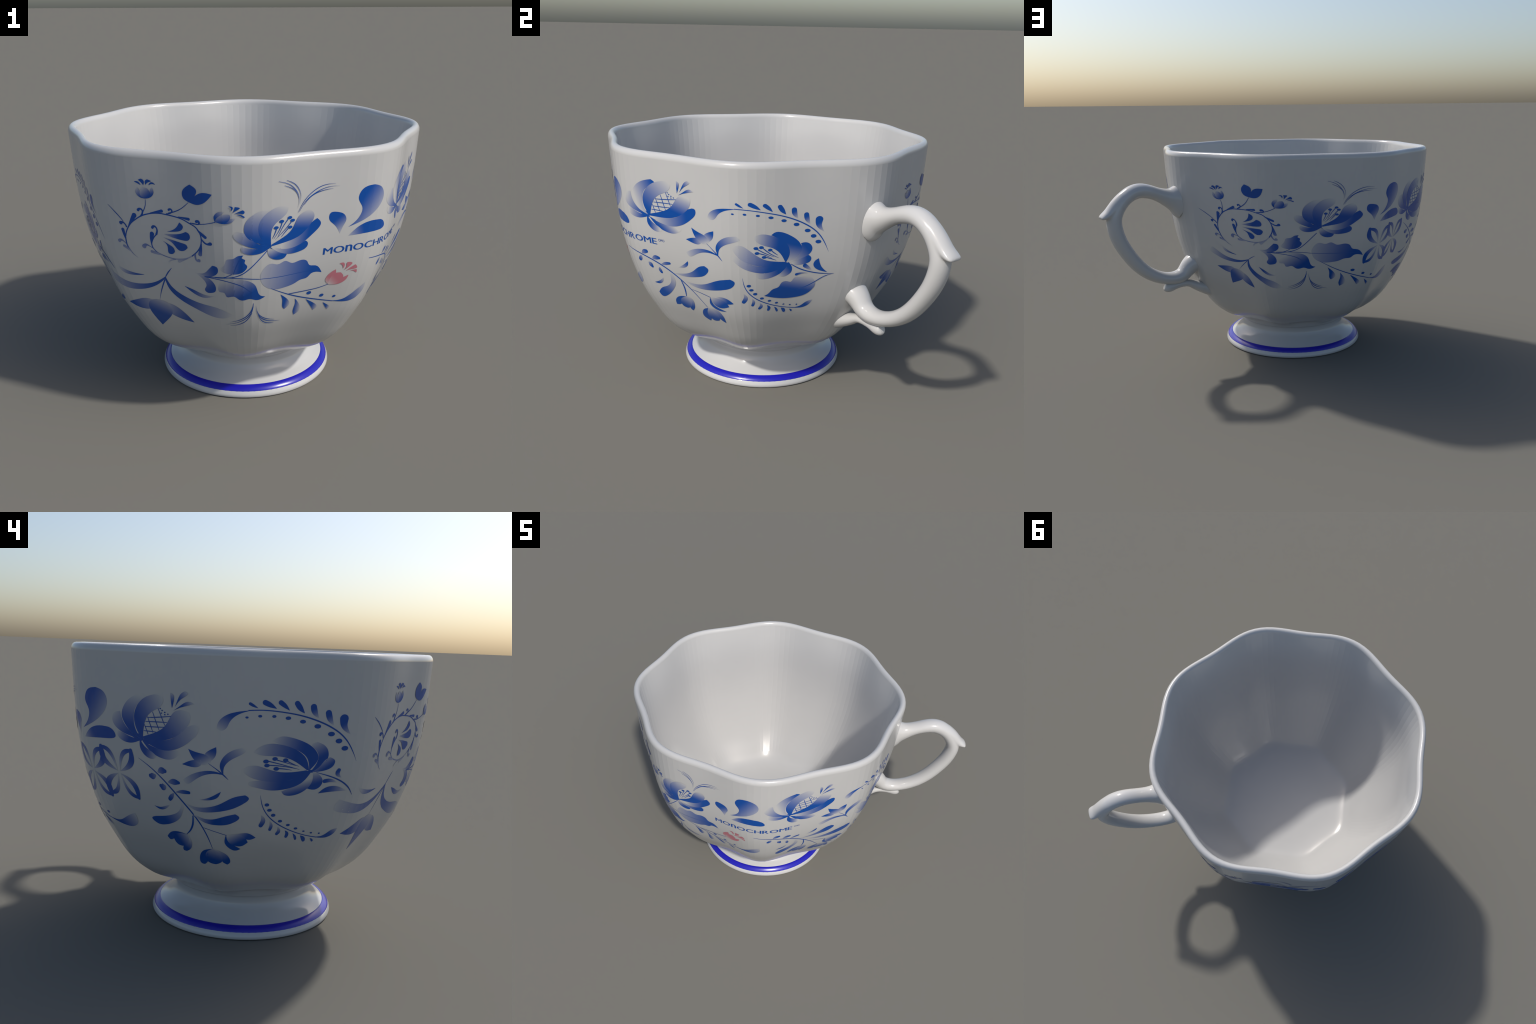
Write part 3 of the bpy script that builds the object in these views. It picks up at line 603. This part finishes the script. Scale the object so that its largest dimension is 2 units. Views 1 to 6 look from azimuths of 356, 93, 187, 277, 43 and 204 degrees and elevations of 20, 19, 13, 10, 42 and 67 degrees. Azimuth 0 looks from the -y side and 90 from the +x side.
def branch(p):
    p.line('stem', [(-165, 196, 0.7), (-117, 173, 1.9), (-64, 141, 2.9), (-3, 93, 3.5), (57, 34, 3.5), (103, -19, 3.2), (140, -77, 2.9), (163, -132, 2.3), (177, -182, 1.0)])
    p.line('leaflet', [(-59, 148, 2.6), (-36, 158, 14.7), (-18, 158, 8.3)], fade=((-18, 158), (-90, 137)))
    p.line('leaflet', [(-72, 133, 2.6), (-94, 125, 14.3), (-106, 125, 9.1)], fade=((-106, 125), (-46, 142)))
    p.line('leaflet', [(-6, 111, 2.6), (25, 117, 13.3), (47, 116, 7.0)], fade=((47, 116), (-47, 104)))
    p.line('leaflet', [(-22, 91, 3.9), (-41, 85, 15.5), (-51, 88, 8.4)], fade=((-51, 88), (0, 97)))
    p.line('leaflet', [(29, 72, 1.3), (66, 78, 8.6), (92, 78, 6.9)], fade=((92, 78), (-21, 64)))
    p.line('leaflet', [(17, 65, 1.9), (1, 46, 10.3), (-9, 35, 9.0)], fade=((-9, 35), (35, 86)))
    p.blade('leaf', [(134, 51), (176, 63), (207, 80), (227, 92)], [(134, 51), (178, 52), (213, 66), (227, 92)], fade=((188, 62), (129, 47)))
    p.blade('leaf', [(68, 30), (113, 17), (160, 18), (219, 35), (276, 66), (327, 77)], [(71, 27), (112, 2), (185, -3), (257, 10), (315, 35), (343, 64), (327, 77)], fade=((234, 25), (63, 25)))
    p.blade('leaf', [(105, -17), (143, -33), (187, -36), (233, -23), (286, -10)], [(107, -24), (149, -52), (216, -63), (273, -52), (304, -25), (286, -10)], fade=((200, -44), (102, -23)))
    p.blade('leaf', [(-115, -13), (-78, -14), (-43, -4), (-12, 8)], [(-115, -13), (-81, -25), (-46, -18), (-12, 8)], fade=((-84, -18), (-9, 6)))
    p.blade('leaf', [(52, 24), (34, -12), (-5, -37), (-65, -55), (-119, -65)], [(59, 6), (38, -40), (-14, -79), (-74, -99), (-135, -95), (-151, -82), (-119, -65)], fade=((-61, -73), (62, 10)))
    p.line('stem', [(101, -26, 2.6), (96, -64, 4.2), (78, -100, 3.3), (55, -122, 1.0)])
    p.line('stem', [(145, -78, 1.0), (197, -95, 1.3), (250, -113, 1.3)])
    p.blade('petal', [(58, -123), (4, -118), (-44, -131), (-76, -157)], [(58, -125), (13, -151), (-29, -160), (-65, -170), (-76, -157)])
    p.blade('petal', [(60, -124), (51, -163), (16, -195), (12, -212), (31, -215)], [(62, -124), (75, -159), (64, -193), (31, -215)], fade=((28, -196), (78, -139)))
    p.blade('petal', [(60, -123), (1, -128), (-32, -160), (-18, -186), (20, -190)], [(60, -123), (63, -145), (51, -168), (20, -190)], fade=((1, -161), (76, -127)))
    p.blade('petal', [(176, -183), (132, -195), (104, -233), (105, -267), (124, -272)], [(176, -185), (152, -222), (144, -253), (124, -272)])
    p.blade('petal', [(179, -183), (210, -215), (220, -253), (243, -269)], [(181, -182), (230, -204), (257, -236), (258, -258), (243, -269)], fade=((234, -249), (202, -177)))
    p.blade('petal', [(176, -183), (142, -206), (137, -245), (161, -264), (185, -268)], [(178, -183), (217, -219), (219, -249), (185, -268)], fade=((164, -243), (202, -173)))
    p.blade('petal', [(246, -111), (294, -106), (344, -103), (385, -126)], [(246, -113), (312, -123), (357, -136), (385, -126)], fade=((338, -131), (283, -98)))
    p.blade('petal', [(245, -112), (252, -141), (279, -163), (312, -183)], [(243, -113), (237, -149), (257, -178), (290, -191), (312, -183)])
    p.blade('petal', [(246, -111), (294, -109), (334, -127), (347, -149)], [(246, -111), (252, -141), (279, -163), (320, -167), (347, -149)], fade=((301, -153), (269, -102)))

def text_branch(p):
    p.line('stem', [(-292, 135, 1.6), (-179, 119, 3.2), (-56, 80, 3.9), (56, 13, 3.9), (132, -53, 2.4), (202, -130, 1.6)])
    p.line('leaflet', [(-171, 124, 3.2), (-151, 138, 11.9), (-134, 143, 9.5)], fade=((-134, 143), (-194, 109)))
    p.line('leaflet', [(-181, 108, 3.2), (-191, 93, 11.2), (-201, 82, 9.7)], fade=((-201, 82), (-171, 121)))
    p.line('leaflet', [(-105, 106, 3.2), (-80, 118, 12.6), (-60, 119, 7.8)], fade=((-60, 119), (-132, 93)))
    p.line('leaflet', [(-139, 80, 3.2), (-129, 69, 14.3), (-122, 59, 9.6)], fade=((-122, 59), (-151, 91)))
    p.line('leaflet', [(-53, 83, 2.4), (-22, 94, 8.6), (5, 100, 6.2)], fade=((5, 100), (-85, 72)))
    p.line('leaflet', [(-71, 63, 2.4), (-72, 47, 10.3), (-68, 35, 8.7)], fade=((-68, 35), (-71, 80)))
    p.blade('leaf', [(58, 87), (97, 111), (130, 138)], [(58, 87), (109, 99), (130, 122), (130, 138)], fade=((125, 126), (65, 82)))
    p.blade('leaf', [(15, 47), (100, 60), (157, 88), (201, 122), (231, 132)], [(14, 45), (95, 41), (180, 57), (235, 84), (253, 119), (231, 132)], fade=((197, 93), (14, 44)))
    p.blade('leaf', [(72, 15), (149, 9), (223, 25), (302, 63), (369, 81)], [(72, 13), (154, -11), (246, -7), (339, 16), (382, 42), (391, 67), (369, 81)], fade=((289, 28), (87, 14)))
    p.blade('leaf', [(-144, -43), (-103, -25), (-66, 2)], [(-144, -43), (-106, -43), (-76, -20), (-66, 2)], fade=((-119, -36), (-63, 0)))
    p.blade('leaf', [(-11, 36), (-19, -10), (-54, -46), (-100, -67), (-142, -105)], [(1, 37), (14, -2), (-16, -57), (-76, -109), (-133, -125), (-142, -105)], fade=((-102, -95), (11, 34)))
    p.line('stem', [(55, 11, 2.4), (66, -39, 4.7), (60, -89, 2.4)])
    p.line('stem', [(116, -32, 0.8), (178, -41, 1.6), (242, -54, 1.6)])
    p.blade('petal', [(58, -92), (10, -100), (-39, -142), (-43, -164)], [(58, -92), (15, -140), (-25, -162), (-43, -164)])
    p.blade('petal', [(61, -91), (72, -127), (60, -178), (71, -184)], [(61, -91), (99, -102), (98, -152), (71, -184)], fade=((76, -158), (77, -85)))
    p.blade('petal', [(58, -92), (1, -133), (3, -164), (33, -174)], [(61, -91), (85, -124), (68, -158), (33, -174)], fade=((22, -160), (75, -76)))
    p.blade('petal', [(204, -133), (166, -151), (145, -201), (189, -227)], [(204, -133), (202, -179), (203, -207), (189, -227)])
    p.blade('petal', [(209, -131), (252, -164), (285, -200), (310, -211)], [(209, -131), (271, -132), (303, -172), (310, -211)], fade=((289, -188), (244, -114)))
    p.blade('petal', [(205, -131), (189, -183), (218, -214), (261, -207)], [(210, -129), (251, -148), (273, -186), (261, -207)], fade=((230, -199), (215, -121)))
    p.blade('petal', [(240, -50), (288, -38), (342, -41), (377, -66)], [(239, -55), (294, -61), (347, -74), (377, -66)], fade=((348, -64), (279, -35)))
    p.blade('petal', [(239, -53), (249, -92), (294, -116), (329, -126)], [(239, -53), (229, -97), (272, -127), (329, -126)])
    p.blade('petal', [(242, -50), (296, -50), (338, -71), (349, -90)], [(242, -50), (250, -87), (296, -108), (349, -90)], fade=((308, -92), (259, -40)))

def tall_peony(p):
    p.blade('petal', [(25, -34), (81, -2), (92, 35), (86, 62)], [(35, -38), (86, -23), (130, -2), (146, 28), (134, 54), (108, 65), (86, 62)], fade=((120, 37), (38, -33)))
    p.blade('petal', [(35, -39), (86, -23), (130, -4)], [(42, -48), (82, -55), (118, -51), (144, -35), (145, -20), (130, -4)], fade=((129, -26), (51, -41)))
    p.blade('petal', [(21, -34), (33, 26), (13, 64), (-31, 97), (-60, 112)], [(25, -34), (78, -5), (93, 32), (76, 70), (30, 106), (-17, 126), (-41, 126), (-60, 112)], fade=((57, 58), (25, -36)))
    p.blade('petal', [(23, -39), (-9, -61), (-56, -82), (-105, -89), (-135, -90)], [(30, -40), (8, -80), (-29, -106), (-86, -122), (-117, -116), (-135, -90)], fade=((-18, -78), (-129, -103)))
    p.blade('petal', [(25, -37), (20, -60), (-1, -87), (-20, -105)], [(30, -36), (49, -66), (47, -91), (27, -109), (0, -115), (-20, -105)], fade=((37, -72), (-16, -111)))
    p.blade('petal', [(22, -37), (-41, -49), (-102, -52), (-162, -35), (-205, -9), (-226, 6)], [(25, -39), (-25, -74), (-87, -89), (-147, -79), (-201, -54), (-233, -25), (-245, -9), (-226, 6)], fade=((-56, -68), (-235, -8)))
    p.blade('petal', [(18, -33), (33, 12), (20, 57), (-22, 93), (-67, 112), (-104, 118), (-143, 105)], [(12, -33), (-16, 16), (-50, 44), (-95, 61), (-127, 81), (-143, 105)], fade=((-21, 67), (-141, 82)))
    p.blade('petal', [(12, -33), (-42, -27), (-88, -15), (-129, 11), (-164, 40), (-190, 57), (-210, 61)], [(22, -37), (-26, -49), (-87, -53), (-153, -38), (-197, -15), (-228, 20), (-236, 42), (-210, 61)], fade=((-42, -41), (-233, 53)))
    p.line('stamen', [(-121, 41, 2.4), (-89, 21, 2.1), (-43, -2, 0.6)])
    p.line('stamen', [(-95, 45, 2.4), (-62, 16, 2.1), (-21, -8, 0.6)])
    p.line('stamen', [(-54, 29, 2.4), (-41, 18, 2.1), (-25, 6, 0.6)])
    p.line('stamen', [(-115, 20, 2.4), (-88, 11, 2.1), (-52, -9, 0.6)])
    p.line('stamen', [(-82, -1, 2.4), (-58, -10, 2.1), (-33, -20, 0.6)])
    p.dot('anther', (-129, 47), 11.2, 7.6)
    p.dot('anther', (-104, 51), 11.1, 7.6)
    p.dot('anther', (-63, 36), 10.8, 7.1)
    p.dot('anther', (-124, 21), 10.8, 7.4)
    p.dot('anther', (-91, -1), 11.0, 7.2)
    p.line('stem', [(42, -47, 1.5), (91, -77, 2.8), (143, -97, 2.5), (196, -110, 2.5), (276, -117, 0.3)])
    p.line('drop', [(154, -89, 0.3), (136, -75, 7.5), (116, -61, 10.6)], fade=((115, -57), (156, -91)))
    p.line('drop', [(137, -104, 0.3), (100, -103, 4.1), (75, -108, 6.9)], fade=((77, -108), (141, -102)))
    p.blade('leaf', [(239, -107), (197, -94), (168, -75), (160, -57), (166, -39), (185, -26)], [(239, -107), (208, -78), (193, -52), (185, -26)])
    p.blade('leaf', [(-87, -222), (-65, -209), (-45, -187), (-12, -173), (-1, -152), (29, -144), (51, -149), (65, -128), (99, -125), (133, -123), (162, -134), (183, -158)], [(-87, -222), (-33, -238), (21, -247), (86, -246), (146, -230), (177, -200), (186, -178), (183, -158)], fade=((51, -193), (77, -108)))
    p.line('stem', [(276, -117, 0.3), (233, -128, 1.9), (180, -160, 2.5), (132, -185, 1.9), (87, -201, 0.3)])

LATTICE_FRONT_FADES = {0: ((-74, -57), (-193, 16)), 1: ((-19, 95), (-146, 34)), 2: ((-76, -86), (-178, -68)), 3: ((33, -143), (77, -84)), 4: ((-45, -120), (16, -119)), 5: ((181, -42), (-28, -74)), 6: ((-44, -54), (59, 118)), 7: ((115, -37), (129, 62))}

# ---- where the motifs sit (front half and back half of the band)
medallion(Painter(-116, 1.0)); medallion(Painter(78.3, 0.957, (0.99, -0.45, 0.10, 0.94)))
spray(Painter(-125, 0.66)); spray(Painter(70.8, 0.674, (0.77, 0.26, -0.21, 0.68)))
leafy_stem(Painter(-85, 0.76)); leafy_stem(Painter(108.6, 0.720, (1.10, -0.03, -0.06, 0.93)))
peony(Painter(-84, 1.0, layer=0.0009)); peony(Painter(110.0, 0.964, (1.07, 0.0, -0.04, 0.95), layer=0.0009))
three_drops(Painter(-57, 1.06)); three_drops(Painter(136.8, 1.040, (1.0, 0.02, 0.08, 0.98)))
red_tulip(Painter(-66, 0.78, layer=0.0009))
lattice_flower(Painter(160, 1.08))
lattice_flower(Painter(-33.6, 1.145, (1.00, 0.09, -0.02, 0.99), fades=LATTICE_FRONT_FADES))
star_bud(Painter(178, 0.95)); star_bud(Painter(-14.6, 0.999, (1.10, 0.10, -0.12, 1.07)))
garland(Painter(-156, 1.06)); garland(Painter(10.6, 1.064, (1.03, 0.11, -0.10, 0.91)))
side_peony(Painter(-160, 0.93)); side_twig(Painter(-148, 0.88, layer=0.0006)); tall_peony(Painter(10, 0.93))
lower_garland(Painter(-160, 0.70)); lower_garland(Painter(4.2, 0.719, (1.02, 0.08, 0.02, 1.01)))
branch(Painter(166, 0.72)); text_branch(Painter(-32, 0.72))
knot = Painter(140, 0.83)
knot.quatrefoil(-88, -7, 90, 108); knot.quatrefoil(88, 5, 90, 108)

# ---- lettering
def lettering(text, t0, t1, z0, z1, heavy):
    """text stretched between two angles and two heights and wrapped on the wall"""
    glyphs = []; x = 0.0
    for ch, size in text:
        cu = bpy.data.curves.new('glyph', 'FONT'); cu.body = ch; cu.resolution_u = 6; cu.fill_mode = 'FRONT'
        ob = bpy.data.objects.new('glyph', cu); bpy.context.scene.collection.objects.link(ob)
        me = bpy.data.meshes.new_from_object(ob.evaluated_get(bpy.context.evaluated_depsgraph_get()))
        bpy.data.objects.remove(ob)
        co = np.array([v.co[:2] for v in me.vertices])
        lo, hi = co.min(0), co.max(0)
        bm = bmesh.new(); bm.from_mesh(me); bmesh.ops.triangulate(bm, faces=bm.faces[:]); bpy.data.meshes.remove(me)
        glyphs.append((bm, lo, hi, x, size)); x += (hi[0]-lo[0])*size + 0.115
    total = x - 0.115
    for bm, lo, hi, x0, size in glyphs:
        for v in bm.verts:
            v.co.x = (x0 + (v.co.x - lo[0])*size)/total
            v.co.y = (v.co.y - lo[1])/(hi[1]-lo[1]); v.co.z = 0
        cuts = int(math.degrees(abs(t1-t0))/0.8)
        for k in range(1, cuts):
            bmesh.ops.bisect_plane(bm, geom=bm.verts[:]+bm.edges[:]+bm.faces[:], plane_co=(k/cuts, 0, 0), plane_no=(1, 0, 0))
        co = np.array([v.co[:] for v in bm.verts])
        th = t0 + (t1-t0)*co[:, 0]; z = z0 + (z1-z0)*co[:, 1]
        F0 = [tuple(v.index for v in f.verts) for f in bm.faces]
        bm.free()
        n = len(th); P = []; F = []; tt = []                # heavier strokes: the brush goes over each letter thrice
        for k, (du, dv) in enumerate(((0, 0), (-heavy, heavy*0.25), (heavy, -heavy*0.25))):
            tk = th + (t1-t0)*du*1e-3; P.append(on_facets(tk, z + dv*1.5e-4, 0.0006 + 0.00012*k)); tt.append(tk)
            F += [tuple(i + k*n for i in f) for f in F0]
        P = np.concatenate(P); th = np.concatenate(tt); z = np.tile(z, 3)
        ob = new_object('letter', P, F, M_COB, body)
        N = wall_normal(th, z)
        ob.data.normals_split_custom_set_from_vertices([tuple(map(float, q)) for q in N])
WORD = [('M', 1), ('O', 1), ('n', 1.2), ('O', 1), ('C', 1), ('H', 1), ('R', 1), ('O', 1), ('M', 1), ('E', 1)]
lettering(WORD, math.radians(-68.9), math.radians(-35.6), 0.9165, 0.9490, 2.8)
lettering([('O', 1), ('M', 0.8), ('O', 1)], math.radians(-34.7), math.radians(-32.2), 0.9370, 0.9500, 3.0)

# ---- thin lavender-coloured line round the lower edge of the bowl
M_EDGE = mottled('lavender_line', (0.20, 0.19, 0.36, 1), 0.2, 0.03)
edge_rows = []
for z in (0.2385, 0.2410, 0.2435):
    edge_rows.append((float(wall_R(z)) + 0.0011, z - 0.0006, float(wall_A(z))))
lathe('edge_line', edge_rows, M_EDGE, cup, cols=COLS)
